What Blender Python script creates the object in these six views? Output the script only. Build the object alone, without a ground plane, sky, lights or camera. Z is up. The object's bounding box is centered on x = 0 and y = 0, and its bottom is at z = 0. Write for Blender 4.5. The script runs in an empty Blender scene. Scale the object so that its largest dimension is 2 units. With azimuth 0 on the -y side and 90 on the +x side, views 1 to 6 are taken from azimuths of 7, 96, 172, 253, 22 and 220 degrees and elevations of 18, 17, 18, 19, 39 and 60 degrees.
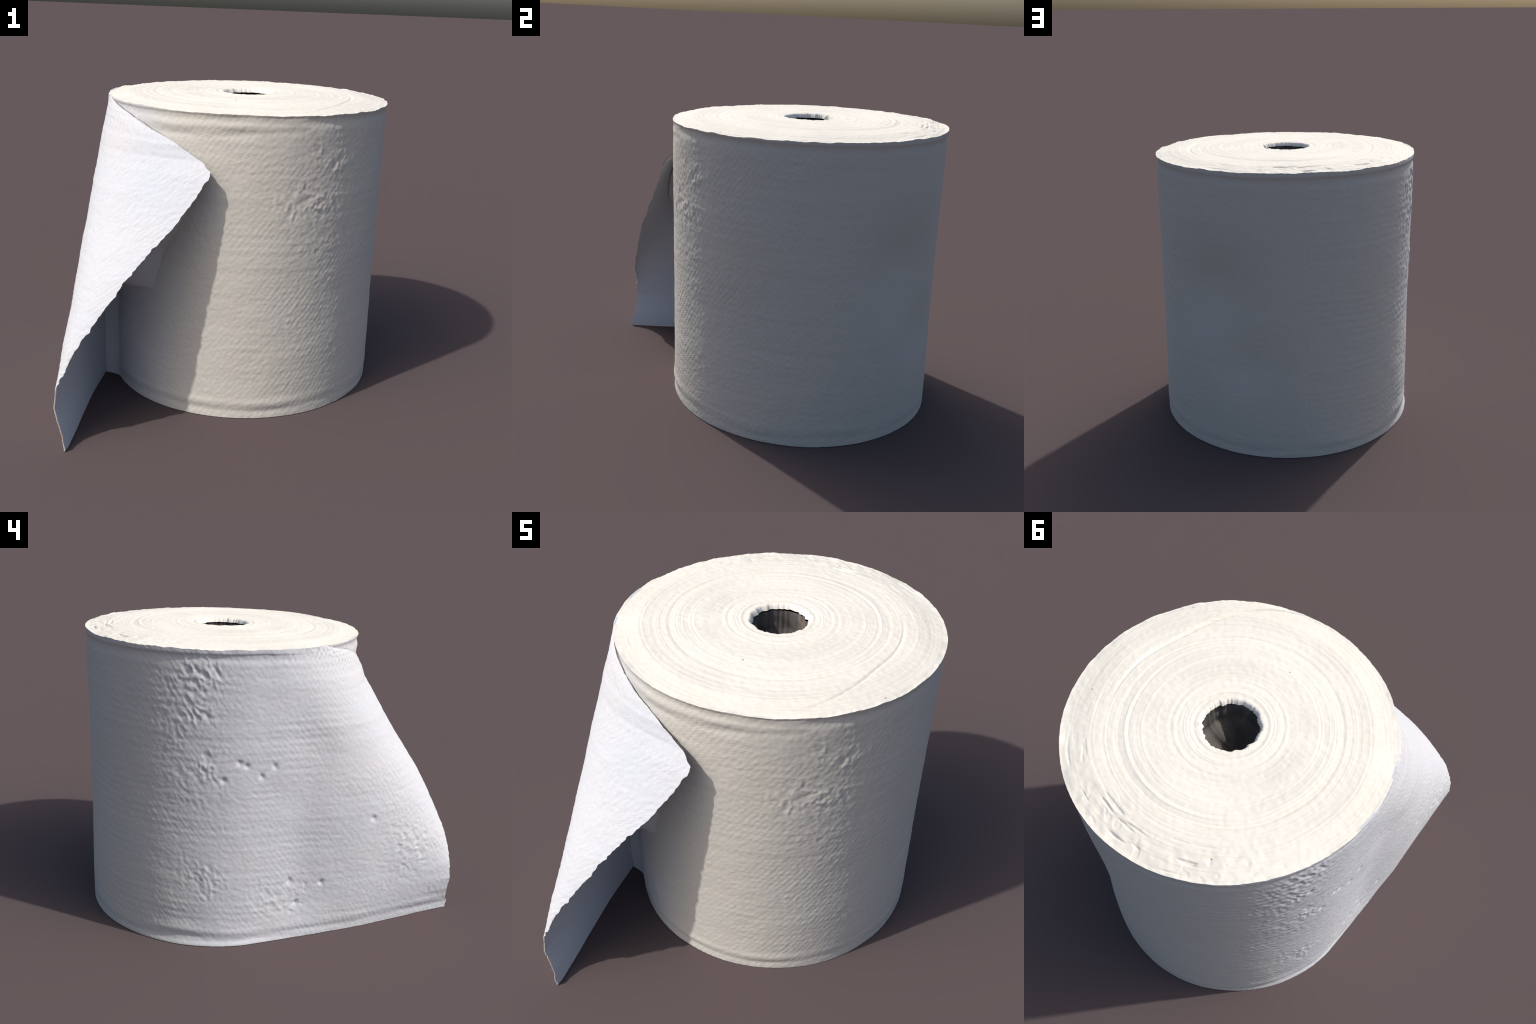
"""A big roll of embossed tissue paper standing on end, its loose end leaning off the
side with one corner folded over.  Everything is built from a few profiles and rules."""
import bpy
import numpy as np

# ----------------------------------------------------------------------------- sizes
R = 0.757                       # radius of the roll
C_LOW = np.array([-0.003, 0.245])     # axis of the roll at the ground ...
C_TOP = np.array([0.000, 0.216])      # ... and at the top face (it leans a little)
H0 = 1.604                      # height of the top face
R_HOLE = 0.128
SEAM = -91.0                    # direction (deg) in which the loose end leaves the roll


def axis(z):
    t = np.asarray(z, float)[..., None] / 1.606
    return C_LOW + (C_TOP - C_LOW) * t


def top_height(x, y):           # the top face is tilted slightly
    return H0 - 0.0016 * x + 0.0157 * (y - 0.24)


# ----------------------------------------------------------------------------- noise
_rng = np.random.default_rng(7)
_PERM = np.tile(_rng.permutation(256), 3)
_GRAD = _rng.normal(size=(256, 3))
_GRAD /= np.linalg.norm(_GRAD, axis=1)[:, None]


def noise3(p):
    """Gradient noise on points (..., 3), roughly in -1..1."""
    p = np.asarray(p, float)
    i = np.floor(p).astype(int)
    f = p - i
    w = f * f * f * (f * (f * 6 - 15) + 10)
    i &= 255
    out = 0.0
    for dx in (0, 1):
        wx = w[..., 0] if dx else 1 - w[..., 0]
        hx = _PERM[i[..., 0] + dx]
        for dy in (0, 1):
            wy = w[..., 1] if dy else 1 - w[..., 1]
            hy = _PERM[hx + i[..., 1] + dy]
            for dz in (0, 1):
                wz = w[..., 2] if dz else 1 - w[..., 2]
                g = _GRAD[_PERM[hy + i[..., 2] + dz]]
                d = ((f[..., 0] - dx) * g[..., 0] + (f[..., 1] - dy) * g[..., 1]
                     + (f[..., 2] - dz) * g[..., 2])
                out = out + wx * wy * wz * d
    return out * 1.6


def noise2(u, v, k=0.0):
    return noise3(np.stack(np.broadcast_arrays(u, v, k + 0.5), -1))


def step(a, b, x):
    t = np.clip((x - a) / (b - a), 0, 1)
    return t * t * (3 - 2 * t)


def bump(x, c, w):
    return np.exp(-((x - c) / w) ** 2)


# ----------------------------------------------------------- relief of the paper skin
# s = distance along the paper (m, 0 in front at azimuth 0, growing with azimuth),
# z = height; result = outward displacement in metres
def patch(s, z, az, zc, waz, wz):
    return np.exp(-(((s / R * 57.3 - az) / waz) ** 2 + ((z - zc) / wz) ** 2))


def embossing(s, z):
    """Rows of small pressed dots, offset from row to row so they read as diagonals."""
    wob = 0.009 * noise2(s * 4, z * 4, 3) + 0.004 * noise2(s * 14, z * 14, 4)
    a = np.sin(2 * np.pi * (s * 0.80 - z * 0.60 + wob) / 0.0245)
    b = np.cos(2 * np.pi * (z + 0.03 * s + wob) / 0.0405)
    c = np.cos(2 * np.pi * (z + 0.03 * s + wob) / 0.0203 + 1.0)
    grain = noise2(s * 42, z * 55, 9)
    left = step(-30, -75, s / R * 57.3)
    amount = 0.6 + 0.8 * noise2(s * 3.2, z * 5, 21)
    return amount * (0.00028 * a + (0.0002 + 0.0003 * left) * b + 0.0005 * a * c) + 0.0010 * grain


def wrinkles(s, z):
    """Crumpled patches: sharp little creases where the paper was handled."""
    m = (1.5 * patch(s, z, 41, 1.36, 10, 0.17) + 1.2 * patch(s, z, 34, 1.12, 13, 0.11)
         + 0.7 * patch(s, z, 19, 1.14, 6, 0.05) + 0.55 * patch(s, z, 44, 1.53, 8, 0.05)
         + 0.25 * patch(s, z, 36, 0.72, 12, 0.2) + 0.3 * patch(s, z, 28, 0.47, 5, 0.12)
         + 1.5 * patch(s, z, -112, 1.44, 9, 0.13) + 1.2 * patch(s, z, -115, 1.26, 8, 0.12)
         + 1.3 * patch(s, z, -112, 0.98, 8, 0.16)
         + 0.8 * patch(s, z, -111, 0.36, 10, 0.15) + 0.7 * patch(s, z, -80, 0.25, 10, 0.10) + 0.3 * patch(s, z, -122, 1.2, 8, 0.4))
    m = m * np.clip(0.75 + 1.5 * noise2(s * 7, z * 7, 23), 0.1, 1.6)
    m = m + 0.5 * step(0.42, 0.7, noise2(s * 5, z * 6, 24)) * (1 - step(100, 130, np.abs(s / R * 57.3)))
    q = 24.0
    n = noise2(s * q, z * q * 0.8 + 0.5 * s * q, 5)
    n2 = noise2(s * q * 2.1, z * q * 1.7, 6)
    crease = (1 - np.abs(n) * 2.2) * 0.6 + 0.5 * n2
    return np.clip(m, 0, 1.5) * 0.0046 * (crease - 0.25)


def dent(s, z, az, zc, w=0.014, depth=0.009):
    d2 = ((s - az / 57.3 * R) ** 2 + (z - zc) ** 2) / w ** 2
    return -depth * np.exp(-d2)


def skin(s, z, loose=False):
    az = s / R * 57.3
    d = embossing(s, z) + wrinkles(s, z)
    d = d + 0.003 * noise2(s * 2.2, z * 2.2, 11) + 0.0016 * noise2(s * 7, z * 9, 12)
    # soft horizontal winding bands
    d = d + 0.0008 * noise2(s * 0.6, z * 28, 13)
    for a, zc in ((-94, 1.02), (-88, 0.96), (-83, 1.01), (-97, 1.04), (-103, 0.95)):
        d = d + dent(s, z, a, zc)
    # crease and roll of paper below the rim at the front
    fr = (not loose) * step(-42, -12, az) * (1 - step(22, 34, az))
    sag = 0.012 * np.sin(az / 14) + 0.05 * step(0, 34, az) + 0.02 * noise2(s * 3, 0 * z, 17)
    fr = fr * np.clip(0.75 + 0.9 * noise2(s * 4.5, z * 3, 18), 0, 1.3)
    d = d + fr * (-0.008 * bump(z, 1.497 + sag * .5, 0.020) + 0.005 * bump(z, 1.54 + sag * .5, 0.018)
                  - 0.012 * bump(z, 1.592, 0.012) * step(2, 16, az))
    # pressed lip at the foot: ridge, groove and a thin outer edge
    ft = np.clip(0.8 + 1.0 * noise2(s * 3.5, 0 * z, 19), 0.2, 1.2) * (0.25 + 0.55 * np.maximum(bump(az, 5, 30), bump(az, -112, 45)))
    zz = z + 0.022 * noise2(s * 2.5, 0 * z, 15)
    d = d + ft * (0.006 * bump(zz, 0.085, 0.026) - 0.006 * bump(zz, 0.040, 0.018))
    d = d + 0.008 * (1 - step(0.0, 0.03, z)) * bump(az, -108, 34)
    return d


def waist(az, z):
    """Slow change of the radius with height, and a softly rounded top edge."""
    w = -0.004 * bump(z, 0.75, 0.35)
    # the rim stands out a little over the winding just below it
    w = w + 0.004 * step(1.580, 1.590, z) - 0.004 * bump(z, 1.563, 0.022)
    # a broad shallow dent pressed into the back
    turn = lambda c: (az - c + 180) % 360 - 180
    w = w - 0.060 * np.exp(-((turn(139) / 20) ** 2 + ((z - 0.93) / 0.25) ** 2))
    w = w - 0.030 * np.exp(-((turn(153) / 14) ** 2 + ((z - 0.55) / 0.18) ** 2))
    return w + 0.004 * bump((az - 100 + 180) % 360 - 180, 0, 35) - 0.008 * bump((az + 112 + 180) % 360 - 180, 0, 30)


# --------------------------------------------------------------------------- the sheet
# Horizontal sections of the loose end: it leaves the roll on a tangent, billows a little,
# turns softly through the fold and runs out to the torn (lower) or trimmed (upper) edge.
TURN_Z = [0.0, .33, .40, .50, .60, .70, .80, .90, 1.0, 1.1, 1.2, 1.25, 1.327, 1.40, 1.45, 1.50, 1.55, 1.63]
TURN_X = [-.70, -.726, -.742, -.762, -.781, -.797, -.802, -.802, -.800, -.787, -.763, -.740, -.699, -.663,
          -.642, -.622, -.632, -.72]
TURN_Y = [-.70, -.985, -.950, -.920, -.882, -.828, -.778, -.730, -.675, -.630, -.577, -.541, -.490, -.448,
          -.405, -.372, -.300, -.06]
EDGE_Z = [0.0, .082, .145, .218, .307, .412, .519, .627, .723, .817, .953, 1.027, 1.107, 1.199,
          1.30, 1.327, 1.368, 1.428, 1.474, 1.514, 1.555, 1.588, 1.606]
EDGE_X = [-.660, -.677, -.701, -.716, -.703, -.655, -.602, -.531, -.471, -.408, -.305, -.236, -.173,
          -.111, -.055, -.048, -.108, -.219, -.327, -.421, -.520, -.625, -.665]
EDGE_Y = [-.997, -.978, -.975, -.972, -.969, -.969, -.950, -.917, -.887, -.853, -.786, -.748, -.708,
          -.664, -.624, -.606, -.565, -.524, -.467, -.408, -.330, -.210, -.15]


def sheet_section(z, n):
    """n points (2D) and running length, from the tangent point to the free edge."""
    c = axis(z)
    E = np.array([np.interp(z, EDGE_Z, EDGE_X), np.interp(z, EDGE_Z, EDGE_Y)])
    rag = 0.008 * noise2(np.array(z * 22.0), np.array(0.3), 31) + 0.007 * noise2(np.array(z * 60.0), np.array(0.3), 32)
    a0 = np.radians(SEAM)
    A = c + R * np.array([np.sin(a0), -np.cos(a0)])
    L = np.hypot(*(E - A))
    T = np.array([np.cos(a0), np.sin(a0)])
    k = np.linspace(0, 1, 400)[:, None]
    P1, P2 = A + T * 0.5 * L, np.array([np.interp(z, TURN_Z, TURN_X), np.interp(z, TURN_Z, TURN_Y)])
    pts = (1 - k) ** 3 * A + 3 * k * (1 - k) ** 2 * P1 + 3 * k * k * (1 - k) * P2 + k ** 3 * E
    straight = A + (E - A) * k
    pts = straight + (pts - straight) * step(-0.55, 0.36, z)
    end = pts[-1] - pts[-6]
    pts = pts + (end / np.hypot(*end)) * rag * step(0.85, 1.0, k)
    # the paper never cuts into the roll
    d = pts - c
    r = np.hypot(d[:, 0], d[:, 1])
    lift = 0.004 * step(0, 0.15, np.linspace(0, 1, len(pts)))
    pts = c + d * (np.maximum(r, R + lift) / np.maximum(r, 1e-6))[:, None]
    L = np.concatenate([[0], np.cumsum(np.hypot(*np.diff(pts, axis=0).T))])
    s = np.linspace(0, L[-1], n)
    return np.stack([np.interp(s, L, pts[:, 0]), np.interp(s, L, pts[:, 1])], -1), s


def grid_normals(P):
    du = np.gradient(P, axis=1)
    dv = np.gradient(P, axis=0)
    n = np.cross(du, dv)
    return n / (np.linalg.norm(n, axis=-1, keepdims=True) + 1e-12)


NZ, N_SIDE, N_SHEET = 360, 1060, 330
frac = np.linspace(0, 1, NZ)

# side of the roll: once round, starting at the seam and going through the back.
# columns run with falling azimuth: SEAM-360 ... SEAM reversed so that both grids share a column
az_side = np.linspace(SEAM - 360, SEAM, N_SIDE)
azr = np.radians(az_side)
dirs = np.stack([np.sin(azr), -np.cos(azr)], -1)
rim = top_height(C_TOP[0] + R * dirs[:, 0], C_TOP[1] + R * dirs[:, 1])
rim = rim + 0.004 * noise2(np.cos(azr) * 9, np.sin(azr) * 9, 41) + 0.0022 * noise2(np.cos(azr) * 32, np.sin(azr) * 32, 42)

Z_side = frac[:, None] * rim[None, :]
S_side = np.broadcast_to(np.where(az_side < -180, az_side + 360, az_side) / 57.3 * R, Z_side.shape)
az_w = np.where(az_side < -180, az_side + 360, az_side)

# sheet grid (columns from the seam to the free edge), outward = away from the roll
Z_sheet = frac * rim[-1]
sheet2 = np.empty((NZ, N_SHEET, 2))
S_sheet = np.empty((NZ, N_SHEET))
for j, z in enumerate(Z_sheet):
    sheet2[j], S_sheet[j] = sheet_section(z, N_SHEET)
S_sheet = S_sheet + SEAM / 57.3 * R


def build_side(sheet_P=None):
    c = axis(Z_side)
    # the first stretch (just in front of the seam, under the sheet) swells out to meet the sheet
    a = az_side + 360
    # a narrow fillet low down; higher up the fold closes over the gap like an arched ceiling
    crease = np.clip((-57 - a[None, :]) / 8, 0, 1) ** 2.0 * 0.10 * (1 - step(1.25, 1.4, Z_side))
    start = np.interp(Z_side, [0.58, 0.66, 0.90, 1.0, 1.2, 1.32], [-44, -29, -23, -17, -10, -9])
    high = np.interp(Z_side, [0.56, 0.62, 0.68, 0.80, 0.95, 1.3, 1.42], [0.0, 0.02, 0.10, 0.28, 0.32, 0.32, 0.0])
    end = np.empty(NZ)
    for j in range(NZ):
        p = sheet2[j, -1] - axis(Z_sheet[j])
        end[j] = np.degrees(np.arctan2(p[0], -p[1]))
    covered = step(0, 1, (end[:, None] - 2 - a[None, :]) / 4)
    web = step(0, 1, (start - a[None, :]) / 13) * high
    under = np.maximum(crease, web) * covered * (a < -5)[None, :]
    r = R + waist(az_w, Z_side) + under
    d = skin(S_side, Z_side)
    quiet = 1 - 0.25 * step(118, 150, np.abs(((az_w + 5) + 180) % 360 - 180))   # the back is smoother
    quiet = np.where(under > 0.0, 0.3, quiet[None, :])
    r = r + d * quiet
    if sheet_P is not None:                       # stay inside the sheet
        limit = np.empty_like(r)
        for j in range(NZ):
            p = sheet_P[j, :, :2] - axis(Z_sheet[j])
            pa = np.degrees(np.arctan2(p[:, 0], -p[:, 1]))
            limit[j] = np.interp(a, np.maximum.accumulate(pa), np.hypot(p[:, 0], p[:, 1]), left=R, right=9)
        hid = (a < 60)[None, :]
        r = np.where(hid, np.minimum(r, limit - (0.011 - 0.0095 * step(1.40, 1.50, Z_side))), r)
    xy = c + r[..., None] * dirs[None]
    return np.dstack([xy, Z_side]), r


def build_sheet(r_join):
    # away from the seam the upper edge tucks in just under the rim
    tuck = 0.007 * step(0.9, 1.0, frac)[:, None] * step(0.0, 0.2, S_sheet - S_sheet[:, :1])
    P = np.dstack([sheet2, Z_sheet[:, None] - tuck])
    n = grid_normals(P)
    # outward: away from the roll axis at the seam
    if n[NZ // 2, 3] @ np.array([-1, 0, 0]) < 0:
        n = -n
    s0 = S_sheet - S_sheet[:, :1]
    L = S_sheet[:, -1:] - S_sheet[:, :1]
    Z = P[..., 2]
    d = skin(S_sheet, Z, True)
    d = d + 0.9 * embossing(S_sheet, Z) * step(0.5, 0.7, s0 / L) * step(0.3, 0.5, Z)
    flap = step(0.30, 0.5, s0 / L) * step(0.3, 0.5, Z)
    d = d - flap * 0.7 * 0.003 * noise2(S_sheet * 2.2, Z * 2.2, 11)
    # a soft diagonal valley runs down from the rim, with a low swell beside it
    sv = np.interp(Z, [0.0, 0.8, 1.05, 1.3, 1.55], [0.27, 0.27, 0.34, 0.22, 0.08])
    d = d - 0.014 * bump(s0, sv, 0.13) * step(0.02, 0.25, Z) * (1 - step(1.0, 1.42, Z))
    d = d + 0.012 * bump(s0, sv + 0.36, 0.17) * bump(Z, 0.45, 0.55) + 0.010 * bump(s0, 0.98, 0.18) * bump(Z, 0.40, 0.17)
    # worn, pitted paper on the outside of the wall near the fold
    w = bump(Z, 0.45, 0.16) * bump(s0, 0.95, 0.14) + 0.8 * bump(Z, 0.24, 0.12) * bump(s0, 0.22, 0.16)
    pit = noise2(S_sheet * 26, Z * 32, 51)
    d = d - w * 0.004 * step(0.35, 0.6, pit) + w * 0.003 * noise2(S_sheet * 30, Z * 30, 52)
    for sc, zc in ((0.22, 0.35), (0.40, 0.32), (0.68, 0.67), (0.26, 0.21)):
        d = d - 0.009 * np.exp(-((s0 - sc) ** 2 + (Z - zc) ** 2) / 0.015 ** 2)
    join = r_join - R
    d = d + (join[:, None] - d[:, :1]) * (1 - step(0, 0.40, s0))
    return P + n * d[..., None], n


_, side_r = build_side()
sheet_P, sheet_n = build_sheet(side_r[:, -1])
side_P, side_r = build_side(sheet_P)
sheet_P[:, 0] = side_P[:, -1]


# --------------------------------------------------------------------------- mesh help
def mesh_from(name, V, F):
    """V (n,3), F (m,4) quads."""
    me = bpy.data.meshes.new(name)
    V = np.asarray(V, np.float32)
    F = np.asarray(F, np.int32)
    me.vertices.add(len(V))
    me.vertices.foreach_set("co", V.ravel())
    me.loops.add(F.size)
    me.loops.foreach_set("vertex_index", F.ravel())
    me.polygons.add(len(F))
    me.polygons.foreach_set("loop_start", np.arange(0, F.size, F.shape[1], dtype=np.int32))
    me.polygons.foreach_set("loop_total", np.full(len(F), F.shape[1], np.int32))
    me.update(calc_edges=True)
    me.polygons.foreach_set("use_smooth", np.ones(len(F), bool))
    return me


def quads(nr, nc, off=0, flip=False):
    i = np.arange(nr * nc).reshape(nr, nc) + off
    q = np.stack([i[:-1, :-1], i[:-1, 1:], i[1:, 1:], i[1:, :-1]], -1).reshape(-1, 4)
    return q[:, ::-1] if flip else q


ROOT = bpy.data.objects.new("toilet_paper_roll", None)
bpy.context.scene.collection.objects.link(ROOT)
ROOT["label"] = "upright white roll of embossed tissue paper with a folded loose end"
ROOT["category"] = "toilet paper roll"


def add(name, me, mat, parent=ROOT):
    ob = bpy.data.objects.new(name, me)
    bpy.context.scene.collection.objects.link(ob)
    ob.parent = parent
    me.materials.append(mat)
    return ob


# --------------------------------------------------------------------------- materials
def node_material(name, rough=0.9):
    m = bpy.data.materials.new(name)
    m.use_nodes = True
    nt = m.node_tree
    b = nt.nodes["Principled BSDF"]
    b.inputs["Roughness"].default_value = rough
    b.inputs["Specular IOR Level"].default_value = 0.15
    return m, nt, b


def noise_node(nt, vec, scale, detail=3, rough=0.55):
    n = nt.nodes.new("ShaderNodeTexNoise")
    n.inputs["Scale"].default_value = scale
    n.inputs["Detail"].default_value = detail
    n.inputs["Roughness"].default_value = rough
    nt.links.new(vec, n.inputs["Vector"])
    return n.outputs["Fac"]


def ramp(nt, fac, stops):
    r = nt.nodes.new("ShaderNodeValToRGB")
    el = r.color_ramp.elements
    while len(el) < len(stops):
        el.new(0.5)
    for e, (p, c) in zip(el, stops):
        e.position = p
        e.color = (*c, 1)
    nt.links.new(fac, r.inputs["Fac"])
    return r.outputs["Color"]


def mix(nt, a, b, fac, mode="MIX"):
    n = nt.nodes.new("ShaderNodeMix")
    n.data_type = "RGBA"
    n.blend_type = mode
    for sock, val in ((n.inputs["Factor"], fac), (n.inputs["A"], a), (n.inputs["B"], b)):
        if hasattr(val, "is_linked"):
            nt.links.new(val, sock)
        elif isinstance(val, tuple):
            sock.default_value = (*val, 1)
        else:
            sock.default_value = val
    return n.outputs["Result"]


def math_node(nt, op, *vals):
    n = nt.nodes.new("ShaderNodeMath")
    n.operation = op
    for i, v in enumerate(vals):
        if hasattr(v, "is_linked"):
            nt.links.new(v, n.inputs[i])
        else:
            n.inputs[i].default_value = v
    return n.outputs[0]


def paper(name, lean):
    """Off-white tissue: warm grey-white on the roll, blending by position to a cooler, bluish white on the loose end, faint clouds and
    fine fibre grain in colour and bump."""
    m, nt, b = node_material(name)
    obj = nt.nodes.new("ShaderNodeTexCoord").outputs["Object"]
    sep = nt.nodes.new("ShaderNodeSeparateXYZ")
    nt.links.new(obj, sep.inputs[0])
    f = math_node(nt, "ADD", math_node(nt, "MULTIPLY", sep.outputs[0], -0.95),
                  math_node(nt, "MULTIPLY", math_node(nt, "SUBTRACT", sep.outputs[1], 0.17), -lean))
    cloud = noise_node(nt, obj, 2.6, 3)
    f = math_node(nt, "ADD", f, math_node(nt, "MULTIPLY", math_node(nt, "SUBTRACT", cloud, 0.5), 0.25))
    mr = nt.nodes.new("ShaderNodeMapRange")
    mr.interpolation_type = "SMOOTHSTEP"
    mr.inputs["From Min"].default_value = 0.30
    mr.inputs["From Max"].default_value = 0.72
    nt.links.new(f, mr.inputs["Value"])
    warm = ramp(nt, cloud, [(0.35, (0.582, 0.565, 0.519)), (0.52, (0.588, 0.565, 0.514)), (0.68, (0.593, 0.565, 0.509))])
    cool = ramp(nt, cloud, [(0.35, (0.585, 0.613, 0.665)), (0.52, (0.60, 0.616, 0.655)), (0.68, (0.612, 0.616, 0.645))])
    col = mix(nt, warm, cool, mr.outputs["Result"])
    fibre = noise_node(nt, obj, 85, 4, 0.7)
    col = mix(nt, col, ramp(nt, fibre, [(0.3, (0.93, 0.93, 0.93)), (0.6, (1, 1, 1))]), 0.8, "MULTIPLY")
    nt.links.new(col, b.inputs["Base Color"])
    bm = nt.nodes.new("ShaderNodeBump")
    bm.inputs["Strength"].default_value = 0.35
    bm.inputs["Distance"].default_value = 0.003
    nt.links.new(fibre, bm.inputs["Height"])
    nt.links.new(bm.outputs["Normal"], b.inputs["Normal"])
    return m


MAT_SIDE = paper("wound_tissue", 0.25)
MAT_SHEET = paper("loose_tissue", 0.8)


def end_paper():
    """Cut edges of the windings: thin warm and grey rings around the core."""
    m, nt, b = node_material("cut_paper_edges")
    obj = nt.nodes.new("ShaderNodeTexCoord").outputs["Object"]
    mp = nt.nodes.new("ShaderNodeMapping")
    mp.inputs["Location"].default_value = (-C_TOP[0], -C_TOP[1], 0)
    nt.links.new(obj, mp.inputs["Vector"])
    sep = nt.nodes.new("ShaderNodeSeparateXYZ")
    nt.links.new(mp.outputs["Vector"], sep.inputs[0])
    r = math_node(nt, "SQRT", math_node(nt, "ADD", math_node(nt, "POWER", sep.outputs[0], 2.0),
                                        math_node(nt, "POWER", sep.outputs[1], 2.0)))
    wob = math_node(nt, "MULTIPLY", noise_node(nt, obj, 3.5, 2), 0.03)
    rr = math_node(nt, "ADD", r, wob)
    cmb = nt.nodes.new("ShaderNodeCombineXYZ")
    nt.links.new(rr, cmb.inputs[0])
    ring = noise_node(nt, cmb.outputs[0], 55, 4, 0.75)
    broad = noise_node(nt, cmb.outputs[0], 7, 2, 0.5)
    col = ramp(nt, ring, [(0.28, (0.64, 0.62, 0.57)), (0.40, (0.755, 0.71, 0.61)), (0.50, (0.82, 0.785, 0.70)),
                          (0.70, (0.86, 0.835, 0.76))])
    col = mix(nt, col, ramp(nt, broad, [(0.35, (0.90, 0.90, 0.91)), (0.6, (1, 1, 1))]), 0.9, "MULTIPLY")
    fade = noise_node(nt, obj, 3.0, 2)
    col = mix(nt, col, (0.83, 0.80, 0.72), ramp(nt, fade, [(0.45, (0, 0, 0)), (0.66, (0.75, 0.75, 0.75))]))
    # a few dark specks
    vo = nt.nodes.new("ShaderNodeTexVoronoi")
    vo.inputs["Scale"].default_value = 11
    nt.links.new(obj, vo.inputs["Vector"])
    sc = nt.nodes.new("ShaderNodeSeparateColor")
    nt.links.new(vo.outputs["Color"], sc.inputs[0])
    speck = math_node(nt, "MULTIPLY", math_node(nt, "LESS_THAN", vo.outputs["Distance"], 0.045),
                      math_node(nt, "GREATER_THAN", sc.outputs[0], 0.72))
    col = mix(nt, col, (0.16, 0.13, 0.11), math_node(nt, "MULTIPLY", speck, 0.75))
    fibre = noise_node(nt, obj, 60, 4, 0.7)
    col = mix(nt, col, ramp(nt, fibre, [(0.3, (0.95, 0.95, 0.95)), (0.6, (1, 1, 1))]), 0.8, "MULTIPLY")
    nt.links.new(col, b.inputs["Base Color"])
    bm = nt.nodes.new("ShaderNodeBump")
    bm.inputs["Strength"].default_value = 0.25
    bm.inputs["Distance"].default_value = 0.003
    nt.links.new(math_node(nt, "ADD", ring, math_node(nt, "MULTIPLY", fibre, 0.6)), bm.inputs["Height"])
    nt.links.new(bm.outputs["Normal"], b.inputs["Normal"])
    return m


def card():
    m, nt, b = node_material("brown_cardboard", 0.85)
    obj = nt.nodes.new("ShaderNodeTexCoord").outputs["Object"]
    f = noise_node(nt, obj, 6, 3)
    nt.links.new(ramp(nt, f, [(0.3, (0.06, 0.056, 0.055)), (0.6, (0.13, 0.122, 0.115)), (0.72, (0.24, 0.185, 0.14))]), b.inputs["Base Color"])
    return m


def torn_edge():
    """Frayed, slightly tan fibres along the cut and torn edges of the sheet."""
    m, nt, b = node_material("torn_paper_edge")
    obj = nt.nodes.new("ShaderNodeTexCoord").outputs["Object"]
    f = noise_node(nt, obj, 14, 4)
    nt.links.new(ramp(nt, f, [(0.38, (0.34, 0.26, 0.21)), (0.56, (0.55, 0.51, 0.46))]), b.inputs["Base Color"])
    return m


MAT_END, MAT_CORE, MAT_EDGE = end_paper(), card(), torn_edge()

# ----------------------------------------------------------------------- side and sheet
me = mesh_from("wound_paper", side_P.reshape(-1, 3), quads(NZ, N_SIDE))
n_side = grid_normals(side_P)
sheet_out = grid_normals(sheet_P)
# one skin: the column shared by both carries the same normals
shared = n_side[:, -1] + sheet_out[:, 0] * np.sign(np.sum(n_side[:, -1] * sheet_out[:, 0], -1, keepdims=True))
shared /= np.linalg.norm(shared, axis=-1, keepdims=True)
n_side[:, -1] = shared
out_sign = np.sign(n_side[NZ // 2, 300] @ np.array([dirs[300, 0], dirs[300, 1], 0]))
if out_sign < 0:
    n_side = -n_side
    me.flip_normals()
me.normals_split_custom_set_from_vertices(n_side.reshape(-1, 3))
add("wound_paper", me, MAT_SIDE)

# the sheet has thickness: outer grid, inner grid, and a rim along its free edges
T = 0.010
if sheet_out[NZ // 2, 3] @ np.array([-1.0, 0, 0]) < 0:
    sheet_out = -sheet_out
s_rel = np.linspace(0, 1, N_SHEET)
thick = T * (0.55 + 0.45 * (1 - step(0.95, 1.0, s_rel)))
inner_n = sheet_n
inner = sheet_P - inner_n * thick[None, :, None]
N = NZ * N_SHEET
o = np.arange(N).reshape(NZ, N_SHEET)
border = np.concatenate([o[0, :], o[1:, -1], o[-1, -2::-1]])      # foot, free edge, top
side_dir = np.vstack([np.tile([0, 0, -1.0], (N_SHEET, 1)),
                      (sheet_P[1:, -1] - sheet_P[1:, -4]), np.tile([0, 0, 1.0], (N_SHEET - 1, 1))])
side_dir /= np.linalg.norm(side_dir, axis=1, keepdims=True)
out_flat, in_flat = sheet_P.reshape(-1, 3), inner.reshape(-1, 3)
V = np.vstack([out_flat, in_flat, out_flat[border], in_flat[border]])
nb = len(border)
k = np.arange(nb - 1) + 2 * N
faces = [quads(NZ, N_SHEET), quads(NZ, N_SHEET, N, True), np.stack([k, k + nb, k + nb + 1, k + 1], -1)]
me = mesh_from("loose_sheet", V, np.vstack(faces))
fn = np.zeros(3)
test = np.empty(len(me.polygons) * 3)
me.polygons.foreach_get("normal", test)
test = test.reshape(-1, 3)
if test[(NZ // 2) * (N_SHEET - 1) + 3] @ np.array([-1, 0, 0]) < 0:
    me.flip_normals()
vn = np.vstack([sheet_out.reshape(-1, 3), -inner_n.reshape(-1, 3), side_dir, side_dir])
me.normals_split_custom_set_from_vertices(vn)
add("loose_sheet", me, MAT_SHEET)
me.materials.append(MAT_EDGE)
n_big = 2 * (NZ - 1) * (N_SHEET - 1)
slot = np.zeros(len(me.polygons), np.int32)
slot[n_big:n_big + N_SHEET + NZ - 2] = 1          # foot and free edge, not the top
me.polygons.foreach_set("material_index", slot)

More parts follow.
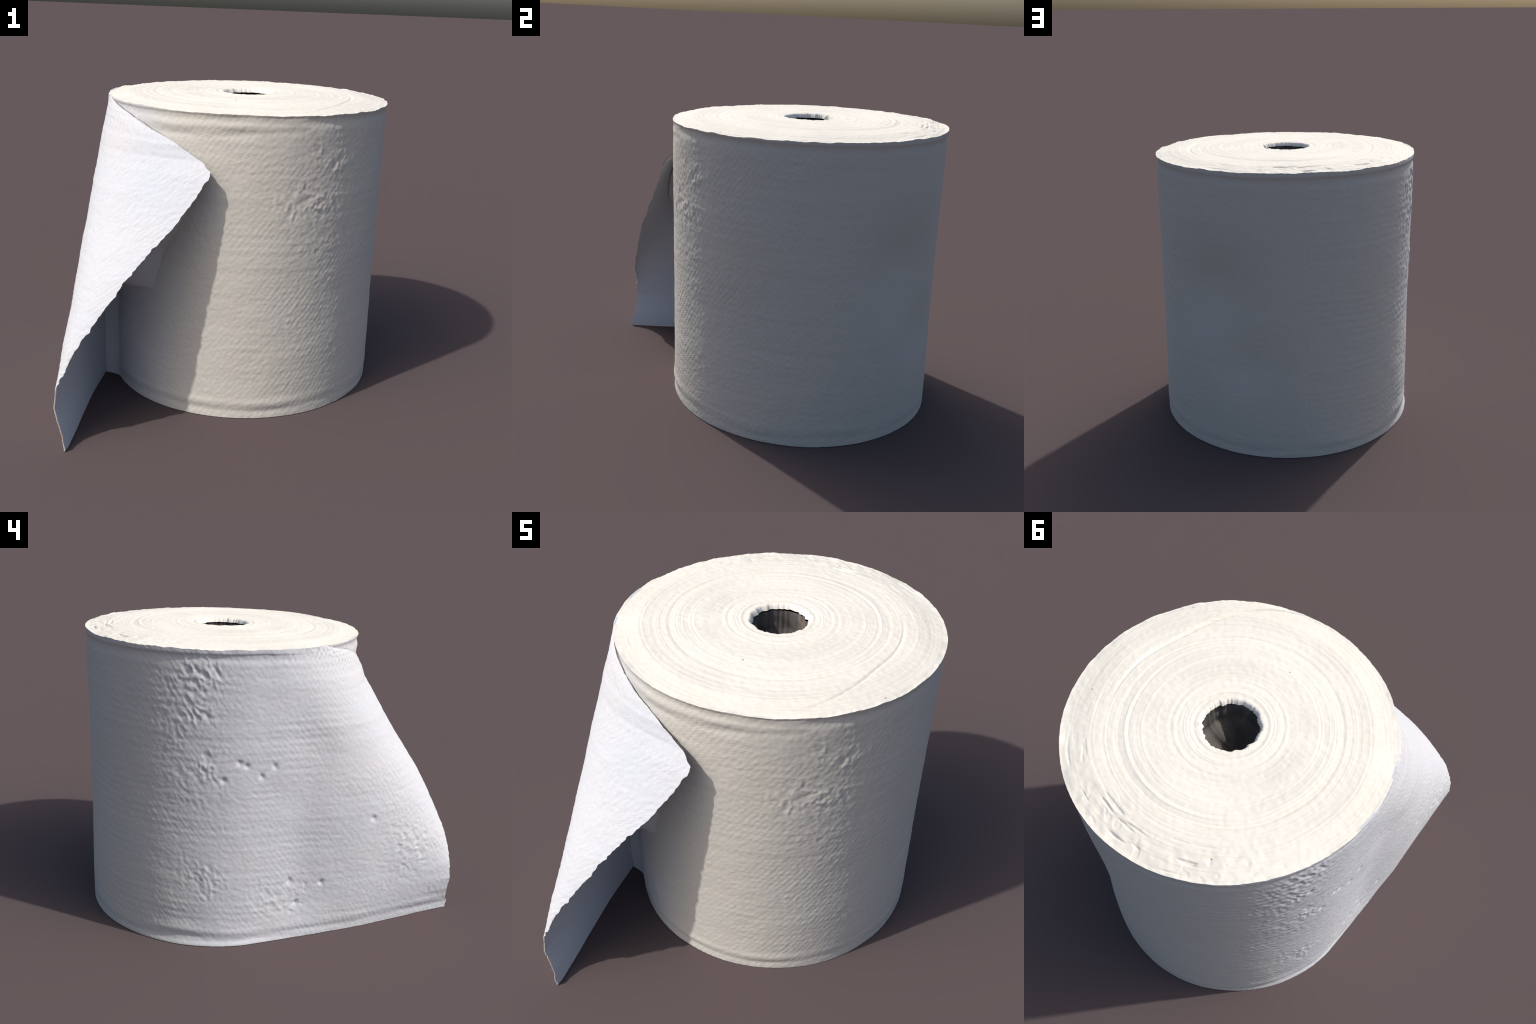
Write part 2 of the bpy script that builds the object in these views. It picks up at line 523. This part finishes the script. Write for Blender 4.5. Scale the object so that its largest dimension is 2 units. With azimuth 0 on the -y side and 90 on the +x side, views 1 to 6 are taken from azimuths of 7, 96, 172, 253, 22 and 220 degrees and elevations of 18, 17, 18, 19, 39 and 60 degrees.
# ------------------------------------------------------------------------- end faces
def end_face(top=True):
    NR, NA = 190, 1060
    az = np.radians(az_side)
    z_edge = side_P[-1, :, 2] if top else side_P[0, :, 2]
    c = axis(np.array(H0 if top else 0.0))
    edge = (side_P[-1] if top else side_P[0])[:, :2] - c
    r_edge = np.hypot(edge[:, 0], edge[:, 1])
    d = edge / r_edge[:, None]
    hole = R_HOLE * (1 + 0.035 * noise2(np.cos(az) * 3, np.sin(az) * 3, 61) + 0.05 * noise2(np.cos(az) * 10, np.sin(az) * 10, 62))
    t = np.linspace(0, 1, NR)[:, None]
    r = hole + (r_edge - hole) * t
    x, y = c[0] + d[:, 0] * r, c[1] + d[:, 1] * r
    if not top:
        return np.dstack([x, y, 0.0 * x + 0.0015 * np.clip((r_edge - r) / 0.02, 0, 1)])
    z = top_height(x, y)
    z = z + 0.013 * step(0.757, 0.62, r) + 0.010 * step(0.60, 0.35, r) - 0.007 * bump(r, 0.32, 0.12) * bump((np.degrees(az) - 215 + 180) % 360 - 180, 0, 60)
    # windings: rings of uneven strength, drifting a little in radius round the roll
    rho = r + 0.006 * noise2(x * 3.2, y * 3.2, 71)
    ringy = np.zeros_like(r)
    for fq, amp in ((46, 0.9), (95, 0.8), (190, 0.5)):
        ringy += amp * noise2(rho * fq, 0.35 * np.cos(az) + 0 * r, 72 + fq)
    strength = 0.25 + 0.9 * bump(rho, 0.19, 0.06) + 0.8 * bump(rho, 0.46, 0.06) + 0.6 * bump(rho, 0.60, 0.05)
    z = z + 0.0019 * ringy * strength
    back = step(115, 160, np.abs((np.degrees(az) - 190 + 180) % 360 - 180) * -1 + 180)
    z = z - 0.002 * bump(rho, 0.50, 0.016) * (0.4 + 0.6 * back)
    # chipped and shredded windings near the back of the rim
    rough = back * step(0.55, 0.68, r)
    chips = step(0.36, 0.6, noise2(rho * 60, np.degrees(az) / 11, 81)) + 0.35 * step(0.4, 0.6, noise2(x * 26, y * 26, 82))
    z = z - 0.008 * rough * chips + 0.003 * rough * noise2(x * 24, y * 24, 83)
    z = z + 0.0012 * noise2(x * 40, y * 40, 84) + 0.003 * noise2(x * 3, y * 3, 85)
    # a step where an outer bundle of windings begins: it runs in from the rim at the front
    azd = (np.degrees(az) + 180) % 360 - 180
    r_line = 0.757 - 0.19 * step(8, 75, azd) + 0 * r
    on = step(6, 14, azd) * (1 - step(75, 120, azd))
    z = z + on * (0.005 * step(-0.006, 0.006, r - r_line) - 0.010 * bump(r, r_line, 0.007))
    # funnel into the core
    lip = np.clip((r - hole) / 0.022, 0, 1)
    z = z - 0.022 * (1 - lip) ** 2.5
    # meet the side
    w = step(0.0, 0.03, r_edge - r)
    z = z_edge + (z - z_edge) * w
    return np.dstack([x, y, z])


top = end_face(True)
me = mesh_from("end_face", top.reshape(-1, 3), quads(*top.shape[:2]))
tn = np.empty(len(me.polygons) * 3)
me.polygons.foreach_get("normal", tn)
if tn.reshape(-1, 3)[:, 2].mean() < 0:
    me.flip_normals()
add("end_face", me, MAT_END)

bottom = end_face(False)[::6]
me = mesh_from("end_face", bottom.reshape(-1, 3), quads(*bottom.shape[:2]))
tn = np.empty(len(me.polygons) * 3)
me.polygons.foreach_get("normal", tn)
if tn.reshape(-1, 3)[:, 2].mean() > 0:
    me.flip_normals()
add("end_face", me, MAT_END)

# ------------------------------------------------------------------------ core tube
nz, na = 70, 240
zz = np.linspace(0.004, 1, nz)[:, None]
az = np.linspace(0, 2 * np.pi, na)[None, :]
lo, hi = axis(np.array(0.0)), axis(np.array(H0))
hole = R_HOLE * (1 + 0.035 * noise2(np.cos(az) * 3, np.sin(az) * 3, 61) + 0.05 * noise2(np.cos(az) * 10, np.sin(az) * 10, 62))
rr = hole + 0.003 + 0.006 * noise2(np.cos(az) * 2.5 + 0 * zz, np.sin(az) * 2.5 + zz * 4, 91)
cx = lo[0] + (hi[0] - lo[0]) * zz
cy = lo[1] + (hi[1] - lo[1]) * zz
FLOOR = 1.40
zt = FLOOR + (H0 - 0.006 - FLOOR) * zz
close = step(0.0, 0.55, zz) ** 0.6
rag = 0.012 * noise2(np.cos(az) * 2.2 + 0 * zz, np.sin(az) * 2.2 + zz * 3, 92) * (1 - zz)
rr = (rr + rag) * np.maximum(close, 0.002)
zt = zt + 0.03 * noise2(np.cos(az) * 1.6 + 0 * zz, np.sin(az) * 1.6 + 0 * zz, 93) * (1 - step(0, 0.7, zz)) * np.minimum(1, rr / 0.06)
c_t = axis(zt)
tube = np.dstack([c_t[..., 0] + rr * np.sin(az), c_t[..., 1] - rr * np.cos(az), zt])
me = mesh_from("core_tube", tube.reshape(-1, 3), quads(nz, na, 0, True))
add("core_tube", me, MAT_CORE)
